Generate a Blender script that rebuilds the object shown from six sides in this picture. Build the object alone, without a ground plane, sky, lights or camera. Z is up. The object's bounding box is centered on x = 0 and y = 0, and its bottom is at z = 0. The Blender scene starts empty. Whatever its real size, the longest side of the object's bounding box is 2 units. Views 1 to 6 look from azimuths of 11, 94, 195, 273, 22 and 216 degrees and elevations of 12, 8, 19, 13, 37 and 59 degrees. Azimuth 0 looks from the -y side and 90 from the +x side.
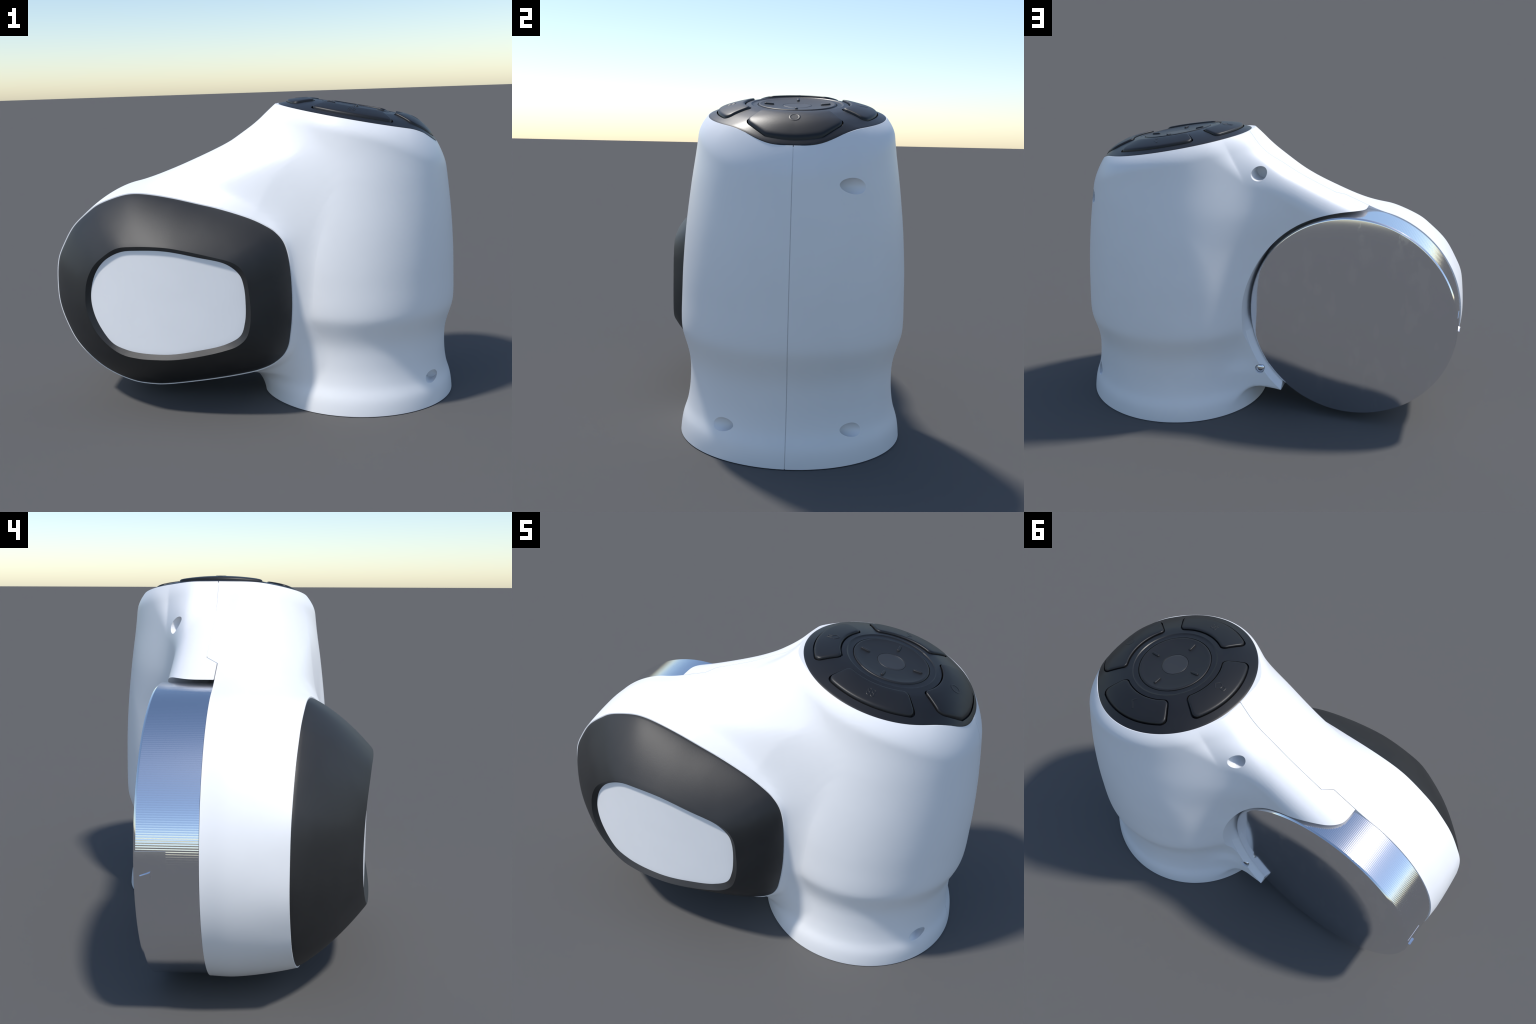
import bpy, bmesh, math
import numpy as np
from mathutils import Vector

# ------------------------------------------------------------------ layout
AX, AY = 0.516, 0.0715            # axis of the upright column (and of the keypad)
DX, DZ, DR = -0.464, 0.5695, 0.529 # metal mounting disc: centre, radius (axis along y)
RECESS = 0.547                    # radius of the pocket that holds the disc
SEAM = 0.0715                     # parting plane of the two housing halves
STEP = 0.0290                     # parting plane beside the disc
H = 0.0085                        # sampling step of the blended housing


def nspline(xs, ys):
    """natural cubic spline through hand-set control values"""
    xs = np.array(xs, float); ys = np.array(ys, float); n = len(xs)
    h = np.diff(xs); A = np.eye(n); b = np.zeros(n)
    for i in range(1, n - 1):
        A[i, i - 1], A[i, i], A[i, i + 1] = h[i - 1], 2 * (h[i - 1] + h[i]), h[i]
        b[i] = 6 * ((ys[i + 1] - ys[i]) / h[i] - (ys[i] - ys[i - 1]) / h[i - 1])
    m = np.linalg.solve(A, b)

    def f(x):
        x = np.clip(x, xs[0], xs[-1])
        i = np.clip(np.searchsorted(xs, x) - 1, 0, n - 2)
        a, c = xs[i + 1] - x, x - xs[i]; hh = h[i]
        return (m[i] * a ** 3 + m[i + 1] * c ** 3) / (6 * hh) + (ys[i] / hh - m[i] * hh / 6) * a + (ys[i + 1] / hh - m[i + 1] * hh / 6) * c
    return f


def closed_curve(pts, n):
    """closed centripetal-ish Catmull-Rom through control points, n even samples"""
    P = np.array(pts, float); k = len(P); out = []
    for i in range(k):
        p0, p1, p2, p3 = P[i - 1], P[i], P[(i + 1) % k], P[(i + 2) % k]
        d0, d1, d2 = (max(1e-6, np.linalg.norm(a - b)) ** .5 for a, b in ((p1, p0), (p2, p1), (p3, p2)))
        m1 = ((p1 - p0) / d0 - (p2 - p0) / (d0 + d1) + (p2 - p1) / d1) * d1
        m2 = ((p2 - p1) / d1 - (p3 - p1) / (d1 + d2) + (p3 - p2) / d2) * d1
        t = np.linspace(0, 1, 16, endpoint=False)[:, None]
        out.append((2 * t ** 3 - 3 * t ** 2 + 1) * p1 + (t ** 3 - 2 * t ** 2 + t) * m1 + (-2 * t ** 3 + 3 * t ** 2) * p2 + (t ** 3 - t ** 2) * m2)
    C = np.vstack(out)
    s = np.r_[0, np.cumsum(np.linalg.norm(np.roll(C, -1, 0) - C, axis=1))]
    C = np.vstack([C, C[:1]])
    q = np.linspace(0, s[-1], n, endpoint=False)
    return np.c_[np.interp(q, s, C[:, 0]), np.interp(q, s, C[:, 1])]


def radial(curve, c, n):
    """resample a star-shaped outline by angle about c"""
    d = curve - c; a = np.arctan2(d[:, 1], d[:, 0]); r = np.hypot(d[:, 0], d[:, 1])
    o = np.argsort(a); a, r = a[o], r[o]
    a = np.r_[a - 2 * np.pi, a, a + 2 * np.pi]; r = np.r_[r, r, r]
    t = np.linspace(-np.pi, np.pi, n, endpoint=False)
    rr = np.interp(t, a, r)
    return np.c_[c[0] + rr * np.cos(t), c[1] + rr * np.sin(t)]


def inset(curve, d):
    t = np.roll(curve, -1, 0) - np.roll(curve, 1, 0)
    t /= np.linalg.norm(t, axis=1)[:, None]
    nrm = np.c_[-t[:, 1], t[:, 0]]                      # left normal = inwards for ccw
    area = np.sum(curve[:, 0] * np.roll(curve[:, 1], -1) - curve[:, 1] * np.roll(curve[:, 0], -1))
    return curve + nrm * d * np.sign(area)


def poly_sdf(poly, X, Z):
    d = np.full(X.shape, 1e9); inside = np.zeros(X.shape, bool)
    for a, b in zip(poly, np.roll(poly, -1, 0)):
        e = b - a; wx, wz = X - a[0], Z - a[1]
        t = np.clip((wx * e[0] + wz * e[1]) / (e @ e), 0, 1)
        d = np.minimum(d, (wx - t * e[0]) ** 2 + (wz - t * e[1]) ** 2)
        c = ((a[1] > Z) != (b[1] > Z))
        if c.any():
            inside ^= c & (X < e[0] * (Z - a[1]) / (e[1] if e[1] else 1e-12) + a[0])
    return np.where(inside, -1, 1) * np.sqrt(d)


def smin(a, b, k):
    h = np.clip(.5 + .5 * (b - a) / k, 0, 1)
    return b + (a - b) * h - k * h * (1 - h)


def smax(a, b, k):
    return -smin(-a, -b, k)


def sstep(a, b, x):
    t = np.clip((x - a) / (b - a), 0, 1)
    return t * t * (3 - 2 * t)


# --------------------------------------------------------------- materials
def mat(name):
    m = bpy.data.materials.new(name); m.use_nodes = True
    nt = m.node_tree
    return m, nt, nt.nodes["Principled BSDF"]


def node(nt, kind, **kw):
    n = nt.nodes.new(kind)
    for k, v in kw.items():
        if k in n.inputs: n.inputs[k].default_value = v
        else: setattr(n, k, v)
    return n


def noise_ramp(nt, scale, lo, hi, a=.4, b=.6, detail=3, stretch=(1, 1, 1)):
    tc = node(nt, "ShaderNodeTexCoord"); mp = node(nt, "ShaderNodeMapping", Scale=stretch)
    nz = node(nt, "ShaderNodeTexNoise", Scale=scale, Detail=detail)
    rp = node(nt, "ShaderNodeValToRGB")
    nt.links.new(tc.outputs["Object"], mp.inputs["Vector"])
    nt.links.new(mp.outputs[0], nz.inputs["Vector"]); nt.links.new(nz.outputs["Fac"], rp.inputs[0])
    e = rp.color_ramp.elements
    e[0].position, e[1].position = a, b
    e[0].color = (*lo, 1) if isinstance(lo, tuple) else (lo, lo, lo, 1)
    e[1].color = (*hi, 1) if isinstance(hi, tuple) else (hi, hi, hi, 1)
    return rp.outputs[0], nz.outputs["Fac"]


def plastic(name, lo, hi, rough, scale=6, grain=0.0, spec=.5):
    m, nt, b = mat(name)
    col, _ = noise_ramp(nt, scale, lo, hi)
    nt.links.new(col, b.inputs["Base Color"])
    b.inputs["Roughness"].default_value = rough
    b.inputs["Specular IOR Level"].default_value = spec
    if grain:
        tc = node(nt, "ShaderNodeTexCoord"); nz = node(nt, "ShaderNodeTexNoise", Scale=170.0, Detail=2.0)
        bp = node(nt, "ShaderNodeBump", Strength=grain, Distance=.002)
        nt.links.new(tc.outputs["Object"], nz.inputs["Vector"]); nt.links.new(nz.outputs["Fac"], bp.inputs["Height"])
        nt.links.new(bp.outputs[0], b.inputs["Normal"])
    return m


WHITE = plastic("white_plastic", (.875, .875, .885), (.885, .885, .895), .40)
PANEL = plastic("pale_window_plastic", (.88, .88, .89), (.89, .89, .90), .36)
BLACK = plastic("black_satin_plastic", (.015, .015, .0155), (.018, .018, .0185), .52, grain=.08)
KEYPAD = plastic("keypad_rubber", (.009, .009, .010), (.011, .011, .012), .40, grain=.08)
BUTTON = plastic("button_rubber", (.008, .008, .009), (.010, .010, .011), .45, grain=.05)
DIAL = plastic("dial_rubber", (.011, .011, .012), (.013, .013, .014), .46, grain=.05)
SPOT = plastic("centre_key_rubber", (.026, .027, .030), (.029, .030, .033), .46)


def metal(name, ribs=0, smudge=True):
    m, nt, b = mat(name)
    b.inputs["Metallic"].default_value = 1
    b.inputs["Base Color"].default_value = (.86, .865, .89, 1)
    if smudge:   # streaky wipe marks: a little rougher, stretched along the height
        v, _ = noise_ramp(nt, 9.0, .10, .135, .60, .615, detail=9, stretch=(1.6, 1.6, .7))
        nt.links.new(v, b.inputs["Roughness"])
        c, _ = noise_ramp(nt, 9.0, (.855, .86, .885), (.885, .89, .91), .60, .615, detail=9, stretch=(1.6, 1.6, .7))
        nt.links.new(c, b.inputs["Base Color"])
    else:
        b.inputs["Roughness"].default_value = .12
    if ribs:     # fine ribs running across the disc's edge
        tc = node(nt, "ShaderNodeTexCoord"); sp = node(nt, "ShaderNodeSeparateXYZ")
        nt.links.new(tc.outputs["Object"], sp.inputs[0])
        at = node(nt, "ShaderNodeMath", operation="ARCTAN2")
        nt.links.new(sp.outputs["Z"], at.inputs[0]); nt.links.new(sp.outputs["X"], at.inputs[1])
        mu = node(nt, "ShaderNodeMath", operation="MULTIPLY"); mu.inputs[1].default_value = ribs
        sn = node(nt, "ShaderNodeMath", operation="SINE")
        nt.links.new(at.outputs[0], mu.inputs[0]); nt.links.new(mu.outputs[0], sn.inputs[0])
        bp = node(nt, "ShaderNodeBump", Strength=1.0, Distance=.00006)
        nt.links.new(sn.outputs[0], bp.inputs["Height"]); nt.links.new(bp.outputs[0], b.inputs["Normal"])
    return m


STEEL_FACE = metal("polished_steel_face")
STEEL_EDGE = metal("ribbed_steel_edge", ribs=440, smudge=False)
STEEL = metal("bright_steel", smudge=False)


# ------------------------------------------------------------ mesh helpers
def mesh_obj(name, verts, faces, material, parent=None, smooth=30):
    me = bpy.data.meshes.new(name)
    me.from_pydata([tuple(map(float, v)) for v in verts], [], [tuple(map(int, f)) for f in faces])
    bm = bmesh.new(); bm.from_mesh(me)
    bmesh.ops.recalc_face_normals(bm, faces=bm.faces[:]); bm.to_mesh(me); bm.free()
    ob = bpy.data.objects.new(name, me); bpy.context.scene.collection.objects.link(ob)
    if material: me.materials.append(material)
    if smooth:
        me.polygons.foreach_set("use_smooth", [True] * len(me.polygons))
        me.set_sharp_from_angle(angle=math.radians(smooth))
    if parent: ob.parent = parent
    return ob


def rings_mesh(name, rings, material, cap=(True, True), **kw):
    n = len(rings[0]); V = np.vstack(rings); F = []
    for i in range(len(rings) - 1):
        a, b = i * n, (i + 1) * n
        F += [(a + j, a + (j + 1) % n, b + (j + 1) % n, b + j) for j in range(n)]
    if cap[0]: F.append(tuple(range(n))[::-1])
    if cap[1]: F.append(tuple(range((len(rings) - 1) * n, len(rings) * n)))
    return mesh_obj(name, V, F, material, **kw)


def prism(outline, lo, hi, axis):
    """closed helper solid: 2D outline extruded along an axis ('y' or 'z')"""
    o = np.array(outline, float); n = len(o)
    mk = (lambda v: np.c_[o[:, 0], np.full(n, v), o[:, 1]]) if axis == 'y' else (lambda v: np.c_[o, np.full(n, v)])
    return rings_mesh("cutter", [mk(lo), mk(hi)], None, smooth=0)


def circle(cx, cz, r, n=48):
    t = np.linspace(0, 2 * np.pi, n, endpoint=False)
    return np.c_[cx + r * np.cos(t), cz + r * np.sin(t)]


def cut(ob, cutters, delete=True):
    for c in cutters:
        md = ob.modifiers.new("cut", "BOOLEAN"); md.operation = "DIFFERENCE"; md.object = c
        md.solver = "MANIFOLD"
    dg = bpy.context.evaluated_depsgraph_get()
    me = bpy.data.meshes.new_from_object(ob.evaluated_get(dg))
    ob.modifiers.clear(); old = ob.data; ob.data = me; me.name = old.name
    bpy.data.meshes.remove(old)
    bm = bmesh.new(); bm.from_mesh(me)
    bmesh.ops.remove_doubles(bm, verts=bm.verts[:], dist=2e-5)
    bmesh.ops.dissolve_degenerate(bm, dist=1e-5, edges=bm.edges[:]); bm.to_mesh(me); bm.free()
    me.polygons.foreach_set("use_smooth", [True] * len(me.polygons))
    me.set_sharp_from_angle(angle=math.radians(32))
    if delete:
        for c in cutters: bpy.data.objects.remove(c, do_unlink=True)


# ------------------------------------------------------ the blended housing
col_R = nspline([-.1, 0, .04, .08, .12, .16, .2, .25, .3, .34, .38, .42, .46, .5, .6, .7, .8, .93, 1.04, 1.12, 1.25, 1.34, 1.38, 1.456, 1.6],
                [.486, .484, .480, .472, .459, .4505, .4455, .443, .4435, .448, .4575, .470, .481, .4845, .4835, .481, .476, .4655, .453, .4425, .4235, .413, .408, .400, .388])
rim_round = nspline([0, 20, 45, 90, 135, 180], [.030, .035, .043, .028, .020, .016])


def z_top(x):      # tilted top edge, drooping towards +x
    return 1.38 - .2 * (x - .516) - 2.6 * np.clip(x - .775, 0, .3) ** 2


def y_front(x):    # rim plane of the black cover
    return -.305 - .115 * (x + .5)


def y_lens(x):     # cylindrical face of the cover
    return -.557 + .22 * (x + .2) ** 2


COVER = [(-.506, 1.057), (-.43, 1.051), (-.325, 1.035), (-.207, 1.011), (-.084, .985), (.058, .943), (.124, .914), (.172, .885),
         (.209, .845), (.229, .797), (.244, .704), (.250, .564), (.245, .457), (.236, .385), (.228, .341), (.213, .304), (.194, .277),
         (.146, .236), (.076, .201), (-.022, .171), (-.19, .131), (-.411, .090), (-.476, .085), (-.597, .094), (-.758, .157),
         (-.891, .275), (-.949, .382), (-.982, .49), (-.985, .614), (-.969, .722), (-.932, .798), (-.87, .89), (-.782, .965),
         (-.731, .999), (-.625, 1.039), (-.561, 1.054)]
WINDOW_RIM = [(-.46, .84), (-.309, .838), (-.206, .822), (-.092, .797), (0, .771), (.038, .744), (.063, .696), (.073, .621),
              (.078, .546), (.071, .463), (.053, .414), (.011, .376), (-.044, .355), (-.148, .328), (-.283, .304), (-.385, .298),
              (-.475, .299), (-.558, .313), (-.626, .351), (-.693, .418), (-.734, .517), (-.736, .596), (-.72, .669),
              (-.682, .735), (-.622, .788), (-.55, .829)]
WINDOW = [(-.453, .817), (-.316, .816), (-.165, .79), (-.031, .758), (.027, .71), (.045, .658), (.051, .562), (.045, .486),
          (.023, .423), (-.047, .381), (-.186, .346), (-.287, .327), (-.36, .321), (-.472, .323), (-.54, .334), (-.609, .361),
          (-.667, .43), (-.702, .507), (-.711, .586), (-.687, .681), (-.641, .748), (-.591, .785), (-.528, .81)]


def arc(a0, a1, r, n):
    a = np.radians(np.linspace(a0, a1, n))
    return [(DX + (r - .003) * math.cos(t), DZ - .002 + (r - .001) * math.sin(t)) for t in a]


RM = .540
MID = arc(100, 262, RM, 19) + [(-.40, .040), (-.30, .066), (-.20, .101), (-.116, .127), (0, .134), (.12, .135), (.30, .16), (.42, .3), (.45, .7), (.42, 1.1),
                               (.36, 1.33), (.25, 1.365), (.12, 1.374), (.0, 1.334), (-.147, 1.258), (-.324, 1.181), (-.44, 1.136)]
BACK = arc(120, 262, RM - .03, 15) + [(-.30, .066), (-.20, .101), (-.116, .127), (0, .134), (.12, .135), (.30, .16), (.42, .3), (.45, .7), (.42, 1.0),
                                      (.30, 1.28), (.1, 1.28), (.0, 1.215), (-.147, 1.125), (-.28, 1.06), (-.44, 1.01)]


def housing_field(xs, ys, zs, grow=0.0):
    X2, Z2 = np.meshgrid(xs, zs, indexing="ij")
    dF = poly_sdf(closed_curve(COVER, 220), X2, Z2)
    dM = poly_sdf(closed_curve(MID, 260), X2, Z2)
    dB = poly_sdf(closed_curve(BACK, 240), X2, Z2)
    f = np.empty((len(xs), len(ys), len(zs)), np.float32)
    Rz = col_R(zs)[None, :]; h = z_top(xs)[:, None] - zs[None, :]
    for j, y in enumerate(ys):
        yf = y_front(xs)
        t = (np.clip((.0 - y) / (.0 - yf), 0, 1.25) ** (1.8 + .38 * sstep(-.6, -.25, xs)))[:, None]
        s = min(max((y - .0715) / .19, 0), 1.15) ** 3
        d2 = dM + (dF - dM) * t + (dB - dM) * s
        d2 = d2 + .004 * sstep(-.06, .03, y) * sstep(-.42, -.55, X2)      # white rim draws in towards the disc
        up = sstep(.15, .95, Z2)
        arm = smax(d2, y - (.265 - .037 * up), .010 + .045 * up)
        arm = np.maximum(arm, (yf - .05)[:, None] - y)
        r = np.hypot(xs - AX, y - AY)[:, None]
        ang = np.degrees(np.abs(np.arctan2(y - AY, xs - AX)))[:, None]
        e = rim_round(ang) * np.clip(1 - h / (.07 + .05 * np.exp(-((ang - 42) / 24) ** 2)), 0, 1.3) ** 2
        colm = r - (Rz - e)
        clear = sstep(0, .08, y - yf)[:, None]                           # keep the cover's lip crisp
        fr, bk = sstep(.06, -.12, y), sstep(.1, .2, y)
        k = .05 + .07 * sstep(.75, 1.1, Z2) + clear * fr * (.10 + .19 * sstep(.45, .95, Z2) * sstep(1.46, 1.08, Z2) + .055 * sstep(.35, .2, Z2))
        k = k + bk * (.02 + .035 * sstep(.9, 1.3, Z2) + .12 * sstep(.05, .85, Z2) * sstep(1.55, .95, Z2) + .045 * sstep(.3, .2, Z2))
        f[:, j, :] = smin(colm, arm, k) - grow
    return f


def surface_nets(f, o, h):
    """dual mesh of f = 0 on a regular grid, snapped onto the level set"""
    nx, ny, nz = f.shape
    s = f < 0
    acc = np.zeros((nx - 1, ny - 1, nz - 1, 3), np.float32); cnt = np.zeros((nx - 1, ny - 1, nz - 1), np.float32)
    quads = []
    for ax in range(3):
        sl0 = [slice(None)] * 3; sl1 = [slice(None)] * 3
        sl0[ax] = slice(0, -1); sl1[ax] = slice(1, None)
        I = np.argwhere(s[tuple(sl0)] != s[tuple(sl1)])
        a = f[tuple(sl0)][tuple(I.T)]; b = f[tuple(sl1)][tuple(I.T)]
        P = I.astype(np.float32); P[:, ax] += a / (a - b)
        u, v = [(1, 2), (2, 0), (0, 1)][ax]
        ok = (I[:, u] > 0) & (I[:, v] > 0) & (I[:, u] < f.shape[u] - 1) & (I[:, v] < f.shape[v] - 1)
        I, P, a = I[ok], P[ok], a[ok]
        corner = []
        for du, dv in ((1, 1), (0, 1), (0, 0), (1, 0)):
            C = I.copy(); C[:, u] -= du; C[:, v] -= dv
            np.add.at(acc, tuple(C.T), P); np.add.at(cnt, tuple(C.T), 1); corner.append(C)
        q = np.stack(corner, 1)
        q[a >= 0] = q[a >= 0][:, ::-1]
        quads.append(q)
    m = cnt > 0
    ids = np.full(cnt.shape, -1); ids[m] = np.arange(m.sum())
    V = acc[m] / cnt[m][:, None]
    G = np.stack(np.gradient(f), -1)

    def samp(A, p):
        i = np.clip(np.floor(p).astype(int), 0, np.array(f.shape) - 2); w = p - i; out = 0
        for dx in (0, 1):
            for dy in (0, 1):
                for dz in (0, 1):
                    ww = (w[:, 0] if dx else 1 - w[:, 0]) * (w[:, 1] if dy else 1 - w[:, 1]) * (w[:, 2] if dz else 1 - w[:, 2])
                    val = A[i[:, 0] + dx, i[:, 1] + dy, i[:, 2] + dz]
                    out = out + (ww[:, None] * val if val.ndim > 1 else ww * val)
        return out
    for _ in range(2):
        g = samp(G, V); val = samp(f, V)
        stp = (val / np.maximum((g ** 2).sum(1), 1e-8))[:, None] * g
        V = V - np.clip(stp, -.6, .6)
    Q = np.vstack([ids[tuple(q.reshape(-1, 3).T)].reshape(-1, 4) for q in quads])
    return np.array(o) + V * h, Q


def build_housing(grow, h, box):
    (x0, x1), (y0, y1), (z0, z1) = box
    xs, ys, zs = np.arange(x0, x1, h), np.arange(y0, y1, h), np.arange(z0, z1, h)
    f = housing_field(xs, ys, zs, grow)
    f[0] = f[-1] = 1; f[:, 0] = f[:, -1] = 1; f[:, :, 0] = f[:, :, -1] = 1   # close at the box
    return surface_nets(f, (xs[0], ys[0], zs[0]), h)


root = bpy.data.objects.new("robot_wrist_joint", None)
bpy.context.scene.collection.objects.link(root)
root["label"] = "white robot wrist joint with black keypad and steel flange"
root["category"] = "robot joint"

V, Q = build_housing(0, H, ((-1.06, 1.06), (-.50, .62), (-.05, 1.56)))
front = mesh_obj("front_shell", V, Q, WHITE, root)
back = mesh_obj("back_shell", V, Q, WHITE, root)


def top_cutter(drop=0.0):
    xs = np.linspace(-1.2, 1.2, 161); zt = z_top(xs) - drop
    return prism(np.vstack([np.c_[xs, zt], [(1.2, 2.2), (-1.2, 2.2)]]), -1, 1, 'y')


def floor_cutter():
    return prism([(-2, -2), (2, -2), (2, 2), (-2, 2)], -1, 0, 'z')


def recess_cutter(y0):
    return prism(circle(DX, DZ, RECESS, 200), y0, 1, 'y')


def seat_cutter():
    """pocket of the rear half: open gap above, chamfered seat that touches the disc below"""
    t = np.linspace(-np.pi, np.pi, 480, endpoint=False); d = np.degrees(t)
    w = sstep(-3, -15, d) * sstep(-100, -90, d)
    lo = RECESS + (DR + .0012 - RECESS) * w; hi = RECESS + .010 * w
    rg = [np.c_[DX + r * np.cos(t), np.full(len(t), y), DZ + r * np.sin(t)] for r, y in ((lo, -1), (lo, .222), (hi, .262), (hi, 1))]
    return rings_mesh("cutter", rg, None, smooth=0)


g = .0017   # half width of the parting line
seam_line = [(2, SEAM), (-.328, SEAM), (-.370, STEP), (-2, STEP)]
front_side = prism([(x, y + g) for x, y in seam_line] + [(-2, -2), (2, -2)], -1, 3, 'z')
back_side = prism([(x, y - g) for x, y in seam_line] + [(-2, 2), (2, 2)], -1, 3, 'z')
xs = np.linspace(-1.3, .47, 30)
face = prism(np.vstack([np.c_[xs, y_front(xs)], [(.47, -1.2), (-1.3, -1.2)]]), -1, 3, 'z')

rim_T = nspline([0, 15, 30, 45, 60, 75, 90, 120, 150, 180], [.3935, .3935, .381, .371, .373, .377, .380, .383, .384, .384])
DIAL_R, WELL_R = .168, .197


def rim_r(ang):
    return rim_T(np.degrees(np.abs((ang + np.pi) % (2 * np.pi) - np.pi)))


def pocket_cutter():
    """well in the housing top that the keypad sits in"""
    t = np.linspace(-np.pi, np.pi, 240, endpoint=False); r = rim_r(t) - .006
    x, y = AX + r * np.cos(t), AY + r * np.sin(t)
    return rings_mesh("cutter", [np.c_[x, y, z_top(x) - .042], np.c_[x, y, z_top(x) + .3]], None, smooth=0)


HOLES = [(.89, .134, .028, .265, 1), (.89, 1.107, .0315, .235, 1), (.025, 1.28, .035, .155, 1), (0.0, .236, .0250, .236, 1)]
holes_back = [prism(circle(x, z, r), y, 1, 'y') for x, z, r, y, _ in HOLES]
hole_front = prism(circle(.89, .134, .028), -1, 2 * AY - .265, 'y')
cut(front, [back_side, recess_cutter(STEP - g), face, top_cutter(), pocket_cutter(), floor_cutter(), hole_front])
lug_end = prism([(-2, -1), (-.118, -1), (-.118, .40), (-2, .40)], -1, 1, 'y')
cut(back, [front_side, seat_cutter(), lug_end, top_cutter(), pocket_cutter(), floor_cutter()] + holes_back)

# recessed tongue behind the parting line, 4.5 mm below the surface
V, Q = build_housing(-.0045, H, ((-.40, 1.06), (SEAM - .03, SEAM + .036), (-.05, 1.56)))
core = mesh_obj("seam_tongue", V, Q, WHITE, root)
cut(core, [recess_cutter(-1), top_cutter(.005), pocket_cutter(), floor_cutter(),
           prism([(-2, SEAM - .011), (2, SEAM - .011), (2, -2), (-2, -2)], -1, 3, 'z'),
           prism([(-2, SEAM + .011), (2, SEAM + .011), (2, 2), (-2, 2)], -1, 3, 'z'),
           prism([(-.31, -2), (-.31, 2), (-2, 2), (-2, -2)], -1, 3, 'z')])

# ------------------------------------------------------------- black cover
NC = 288; CC = np.array([-.36, .57])
out_c = radial(inset(closed_curve(COVER, 600), .005), CC, NC)
rim_c = radial(closed_curve(WINDOW_RIM, 600), CC, NC)
win_c = radial(closed_curve(WINDOW, 600), CC, NC)


def ring(c, y):
    return np.c_[c[:, 0], y, c[:, 1]]


rings = [ring(out_c, y_front(out_c[:, 0]) + .03), ring(out_c, y_front(out_c[:, 0]) - .001)]
for t in np.linspace(.04, .97, 20):
    c = out_c + (rim_c - out_c) * t
    y = y_front(out_c[:, 0]) * (1 - t) + y_lens(rim_c[:, 0]) * t
    bulge = ((.013 - .005 * sstep(.35, .15, out_c[:, 1]) * sstep(-.75, -.4, out_c[:, 0]) + .003 * sstep(-.6, -.9, out_c[:, 0])) * 4 * (t ** .8) * (1 - t))[:, None]
    d = out_c - rim_c; d = d / np.linalg.norm(d, axis=1)[:, None]
    rings.append(ring(c + d * bulge * .7, y - bulge[:, 0] * .7))
rings.append(ring(rim_c + (win_c - rim_c) * .06, y_lens(rim_c[:, 0]) - .0002))
rings.append(ring(rim_c + (win_c - rim_c) * .18, y_lens(rim_c[:, 0]) + .002))
rings.append(ring(win_c, y_lens(win_c[:, 0]) + .018))
rings.append(ring(win_c, y_lens(win_c[:, 0]) + .05))
rings_mesh("black_cover", rings, BLACK, cap=(True, True), parent=root, smooth=40)

c0 = np.array([-.34, .57]); rings = []
for s, dy in ((1.004, .04), (1.004, .0185), (.97, .0180)):
    c = c0 + (win_c - c0) * s; rings.append(ring(c, y_lens(c[:, 0]) + dy))
for s in (.9, .8, .7, .6, .5, .4, .3, .2, .1, .02):
    c = c0 + (win_c - c0) * s; rings.append(ring(c, y_lens(c[:, 0]) + .018))
rings_mesh("window_panel", rings, PANEL, parent=root, smooth=40)

# ------------------------------------------------------------ mounting disc
prof = [(.0, .2325), (.30, .2325), (.5195, .2325), (.5235, .2313), (.5262, .2280), (DR, .2235), (DR, .0288), (.520, .0278), (.0, .0278)]


def lathe(name, prof, n, cx, cz, material, parent, axis='y', **kw):
    t = np.linspace(0, 2 * np.pi, n, endpoint=False)
    return rings_mesh(name, [np.c_[(r if r else .001) * np.cos(t), np.full(n, y), (r if r else .001) * np.sin(t)] for r, y in prof], material, parent=parent, **kw)


disc = lathe("mounting_disc", prof, 256, 0, 0, STEEL_FACE, root, smooth=25)
disc.location = (DX, 0, DZ)
disc.data.materials.append(STEEL_EDGE)
for p in disc.data.polygons:
    if abs(p.normal.y) < .4: p.material_index = 1

# smooth plate with a pointer mark on the disc's edge
a = np.pi + np.linspace(-.145, .145, 24)
V, F = [], []
for r in (DR - .004, DR + .0012):
    for y in (.130, .2265):
        V += [(r * math.cos(t), y, r * math.sin(t)) for t in a]
n = len(a)
q = lambda i, k: i * n + k
for k in range(n - 1):
    F += [(q(2, k), q(2, k + 1), q(3, k + 1), q(3, k)), (q(0, k), q(1, k), q(1, k + 1), q(0, k + 1)),
          (q(0, k), q(0, k + 1), q(2, k + 1), q(2, k)), (q(1, k), q(3, k), q(3, k + 1), q(1, k + 1))]
F += [(q(0, 0), q(2, 0), q(3, 0), q(1, 0)), (q(0, n - 1), q(1, n - 1), q(3, n - 1), q(2, n - 1))]
plate = mesh_obj("index_plate", V, F, STEEL, disc, smooth=30)
tri = [(.212, .571 - DZ), (.177, .5845 - DZ), (.177, .5555 - DZ)]
V = [(-DR - .0005, y, z) for y, z in tri] + [(-DR - .009, y * .90 + .1 * .1887, z * .80 + .2 * -.0017) for y, z in tri]
mesh_obj("pointer_mark", V, [(0, 1, 2), (3, 5, 4), (0, 3, 4, 1), (1, 4, 5, 2), (2, 5, 3, 0)], STEEL, plate, smooth=0)

# screw head in the lower lug
t = np.linspace(0, np.pi / 2, 7)
sp = [(.0235, .230), (.0235, .248)] + [(.0235 * math.cos(v), .248 + .012 * math.sin(v)) for v in t[1:-1]] + [(.0, .260)]
screw = lathe("screw", sp, 32, 0, 0, STEEL, root, smooth=50)
screw.location = (0, 0, .236)

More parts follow.
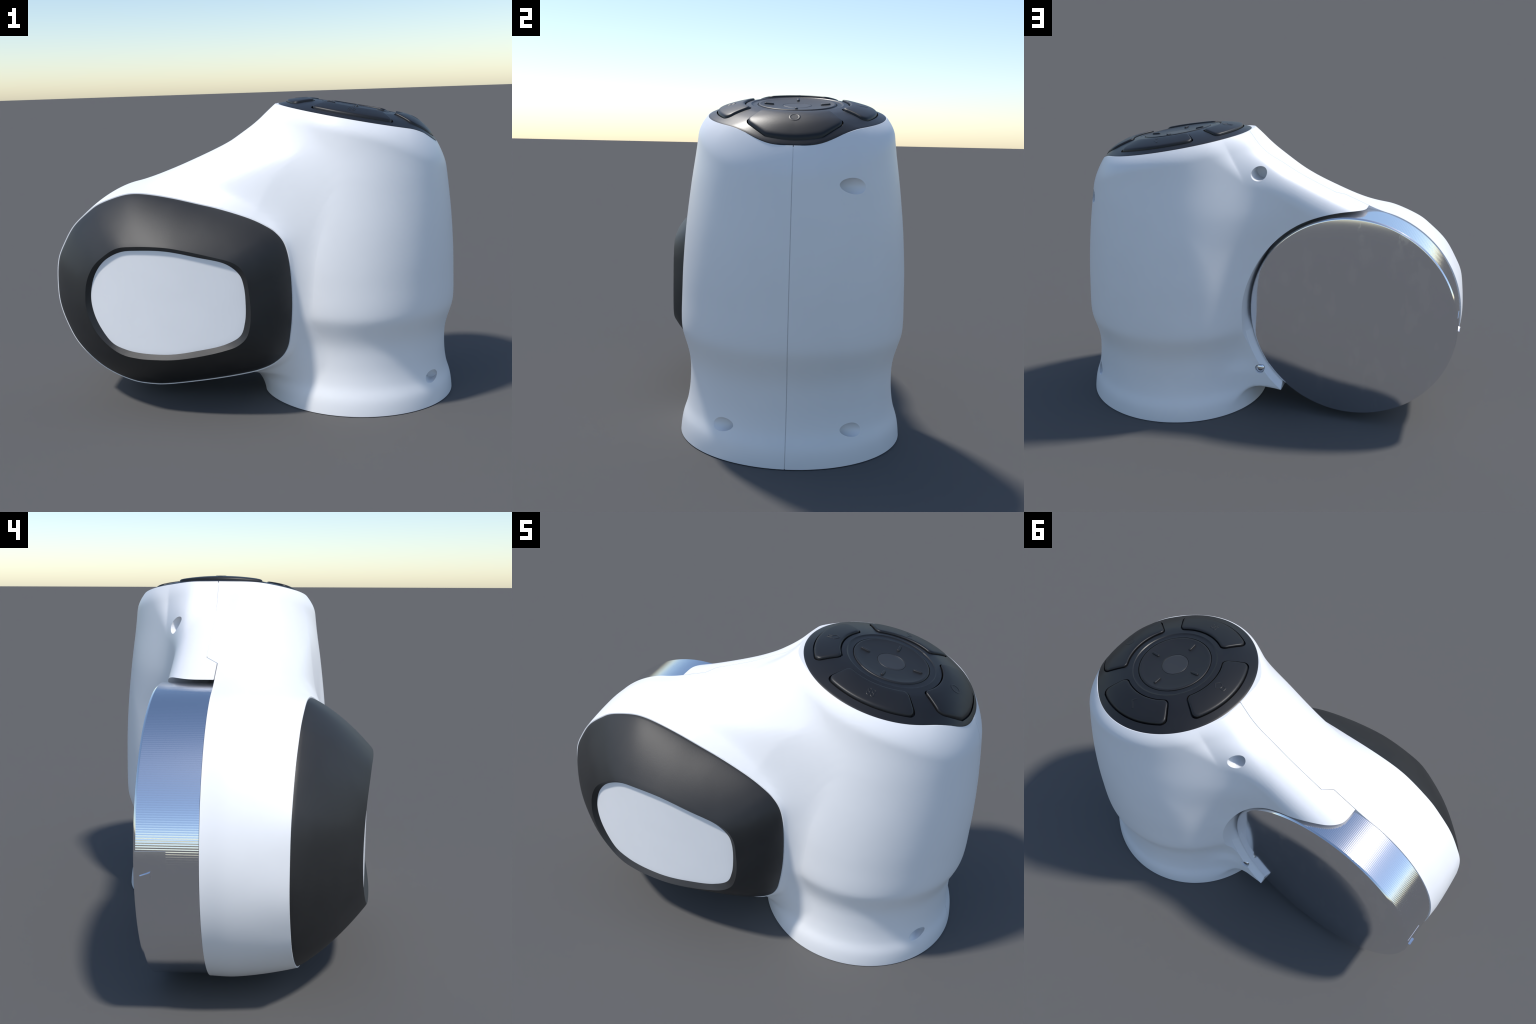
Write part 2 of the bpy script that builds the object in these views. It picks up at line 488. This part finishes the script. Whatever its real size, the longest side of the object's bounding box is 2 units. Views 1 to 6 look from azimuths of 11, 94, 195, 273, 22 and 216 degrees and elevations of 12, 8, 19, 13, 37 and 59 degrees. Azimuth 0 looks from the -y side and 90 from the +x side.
# ------------------------------------------------------------------- keypad
def pad_h(rr):
    return .063 * (1 - rr ** 2.6)


def pad_z(x, y, well=True):
    r = np.hypot(x - AX, y - AY); a = np.arctan2(y - AY, x - AX)
    rr = np.minimum(r / rim_r(a), 1.0); deg = np.degrees(np.abs(a))
    fuller = .0045 * sstep(.50, .68, rr) * sstep(1.0, .80, rr) * sstep(105, 60, deg)   # shoulder towards +x
    return z_top(x) + pad_h(rr) + fuller


def dial_z(x, y):
    r = np.hypot(x - AX, y - AY)
    return z_top(x) + .0435 + .0075 * (r / .15) ** 2


NA = 360
ang = np.linspace(-np.pi, np.pi, NA, endpoint=False)
rings = []


def pad_ring(rad, dz):
    x, y = AX + rad * np.cos(ang), AY + rad * np.sin(ang)
    return np.c_[x, y, pad_z(x, y) + dz]


R = rim_r(ang) - .0025
rings.append(pad_ring(R - .004, -.05)); rings.append(pad_ring(R, -.045)); rings.append(pad_ring(R, -.001))
for s in np.linspace(.985, 0, 32)[:-1]:
    rings.append(pad_ring(WELL_R + (R - WELL_R) * s, 0))
rings += [pad_ring(np.full(NA, WELL_R), 0), pad_ring(np.full(NA, WELL_R - .004), -.0035), pad_ring(np.full(NA, WELL_R - .010), -.005),
          pad_ring(np.full(NA, DIAL_R + .002), -.006), pad_ring(np.full(NA, DIAL_R), -.012), pad_ring(np.full(NA, .01), -.03)]
pad = rings_mesh("keypad", rings, KEYPAD, parent=root, smooth=35)


def rrect(hu, hv, rad, m=10):
    pts = []
    for cx, cy, a0 in ((hu - rad, hv - rad, 0), (-hu + rad, hv - rad, 90), (-hu + rad, -hv + rad, 180), (hu - rad, -hv + rad, 270)):
        for t in np.radians(np.linspace(a0, a0 + 90, m)):
            pts.append((cx + rad * math.cos(t), cy + rad * math.sin(t)))
    P = np.array(pts); out = []
    for a_, b_ in zip(P, np.roll(P, -1, 0)):               # even out the long sides
        k = max(1, int(np.linalg.norm(b_ - a_) / .008))
        out += [a_ + (b_ - a_) * i / k for i in range(k)]
    return np.array(out)


def key_ring(th0, half, rin, rout, grow, dz, scale=1.0, zfun=None):
    """rounded annular sector: u runs along the arc, v from inner to outer radius"""
    rm = .5 * (rin + rout(0)); hv = .5 * (rout(0) - rin); hu = rm * half
    P = rrect(hu + .0, hv + .0, .024)
    P = P * [1 + grow / hu, 1 + grow / hv] * scale
    th = P[:, 0] / rm
    v = P[:, 1] / hv
    ro = rout(np.abs(th)); rad = .5 * (rin + ro) + v * .5 * (ro - rin)
    x, y = AX + rad * np.cos(th + th0), AY + rad * np.sin(th + th0)
    return np.c_[x, y, pad_z(x, y) + dz]


plain = lambda t: .337 + 0 * t
droop = lambda t: .3715 - .036 * np.clip((t - .30) / .30, 0, 1.2)
KEYS = [(0, .615, .227, droop), (np.pi / 2, .60, .224, plain), (np.pi, .60, .224, plain), (-np.pi / 2, .60, .224, plain)]
cutters = []
for th0, half, rin, rout in KEYS:
    cutters.append(rings_mesh("cutter", [key_ring(th0, half, rin, rout, .0058, -.014), key_ring(th0, half, rin, rout, .0058, .05)], None, smooth=0))
cut(pad, cutters)


def tube(name, paths, rad, zfun, material, parent):
    """low ridges laid over a surface along 2D paths"""
    V, F = [], []
    for path, closed in paths:
        P = np.array(path, float); n = len(P); m = 8; base = len(V)
        nxt = np.roll(P, -1, 0); prv = np.roll(P, 1, 0)
        if not closed: nxt[-1] = P[-1]; prv[0] = P[0]
        T = nxt - prv; T /= np.linalg.norm(T, axis=1)[:, None]; N = np.c_[-T[:, 1], T[:, 0]]
        for i in range(n):
            for a_ in np.linspace(0, 2 * np.pi, m, endpoint=False):
                p = P[i] + N[i] * rad * math.cos(a_)
                V.append((p[0], p[1], zfun(p[0], p[1]) + .0010 * math.sin(a_)))
        for i in range(n if closed else n - 1):
            for k in range(m):
                i2 = (i + 1) % n
                F.append((base + i * m + k, base + i * m + (k + 1) % m, base + i2 * m + (k + 1) % m, base + i2 * m + k))
        if not closed:
            F += [tuple(base + k for k in range(m)), tuple(base + (n - 1) * m + k for k in range(m))]
    return mesh_obj(name, V, F, material, parent, smooth=40)


def subdivide(pts, closed=False, step=.004):
    P = [np.array(p, float) for p in pts]
    if closed: P.append(P[0])
    out = []
    for a_, b_ in zip(P[:-1], P[1:]):
        k = max(1, int(np.linalg.norm(b_ - a_) / step)); out += [a_ + (b_ - a_) * i / k for i in range(k)]
    if not closed: out.append(P[-1])
    return out, closed


def sym(th0, rc):
    """2D symbol frame: u outwards, w sideways"""
    c, s = math.cos(th0), math.sin(th0)
    return lambda u, w: (AX + (rc + u) * c - w * s, AY + (rc + u) * s + w * c)


TOPK = .0092
for (th0, half, rin, rout) in KEYS:
    rg = [key_ring(th0, half, rin, rout, 0, -.012), key_ring(th0, half, rin, rout, 0, .001), key_ring(th0, half, rin, rout, -.0007, .0048),
          key_ring(th0, half, rin, rout, -.0028, .0075), key_ring(th0, half, rin, rout, -.0062, TOPK - .0004), key_ring(th0, half, rin, rout, -.011, TOPK)]
    for s in (.88, .76, .64, .52, .4, .28, .16, .05):
        rg.append(key_ring(th0, half, rin, rout, -.011, TOPK, scale=s))
    b = rings_mesh("button", rg, BUTTON, parent=pad, smooth=45)
    ztop_key = lambda x, y: float(pad_z(np.float64(x), np.float64(y))) + TOPK + .0002
    f = sym(th0, .291 if rout is droop else .283)
    if th0 == 0:
        paths = [([f(.019 * math.cos(t), .019 * math.sin(t)) for t in np.linspace(0, 2 * np.pi, 32, endpoint=False)], True)]
    elif th0 == np.pi:      # arrow with a diamond head pointing inwards
        paths = [subdivide([f(-.040, 0), f(-.022, .020), f(-.008, .009), f(.014, .009), f(.014, -.009), f(-.008, -.009), f(-.022, -.020)], True),
                 subdivide([f(-.008, .009), f(-.004, 0), f(-.008, -.009)])]
    elif th0 > 0:           # angled hook
        paths = [subdivide([f(.015, .012), f(-.015, -.016), f(-.031, -.002)])]
    else:                   # four-blade fan
        paths = [([f(.013 * math.cos(t0) + .0085 * math.cos(t), .013 * math.sin(t0) + .0065 * math.sin(t)) for t in np.linspace(0, 2 * np.pi, 14, endpoint=False)], True)
                 for t0 in np.radians([40, 130, 220, 310])]
    tube("button_symbol", paths, .0042 if th0 in (0, np.pi / 2) else .0028, ztop_key, BUTTON, b)

# dial with four tick marks and a centre key
rings = []


def dial_ring(rad, dz):
    x, y = AX + rad * np.cos(ang[::3]), AY + rad * np.sin(ang[::3])
    return np.c_[x, y, dial_z(x, y) + dz]


for rad, dz in ((.1675, -.02), (.1675, -.006), (.1660, -.0020), (.1625, .0006), (.1580, .0010), (.1530, .0004), (.149, 0), (.13, 0), (.11, 0), (.09, 0), (.075, 0),
                (.0625, 0), (.0615, -.0012), (.06, -.003), (.002, -.003)):
    rings.append(dial_ring(rad, dz))
dial = rings_mesh("dial", rings, DIAL, parent=pad, smooth=40)
rings = [dial_ring(rad, dz) for rad, dz in ((.0602, -.008), (.0602, -.0008), (.059, .0002), (.05, .0002), (.03, .0002), (.001, .0002))]
rings_mesh("centre_key", rings, SPOT, parent=dial, smooth=40)
for th0 in (0, np.pi / 2, np.pi, -np.pi / 2):
    f = sym(th0, .120); V, F = [], []
    levels = ((1.0, -.004), (1.0, .002), (.85, .0048), (.55, .0062), (.2, .0066))
    m = 24
    for s, dz in levels:
        for t in np.linspace(0, 2 * np.pi, m, endpoint=False):
            u = .0145 * np.sign(math.cos(t)) + .0065 * s * math.cos(t); w = .0065 * s * math.sin(t)
            x, y = f(u, w); V.append((x, y, float(dial_z(x, y)) + dz))
    for i in range(len(levels) - 1):
        F += [(i * m + k, i * m + (k + 1) % m, (i + 1) * m + (k + 1) % m, (i + 1) * m + k) for k in range(m)]
    F.append(tuple((len(levels) - 1) * m + k for k in range(m)))
    mesh_obj("tick_mark", V, F, DIAL, dial, smooth=50)
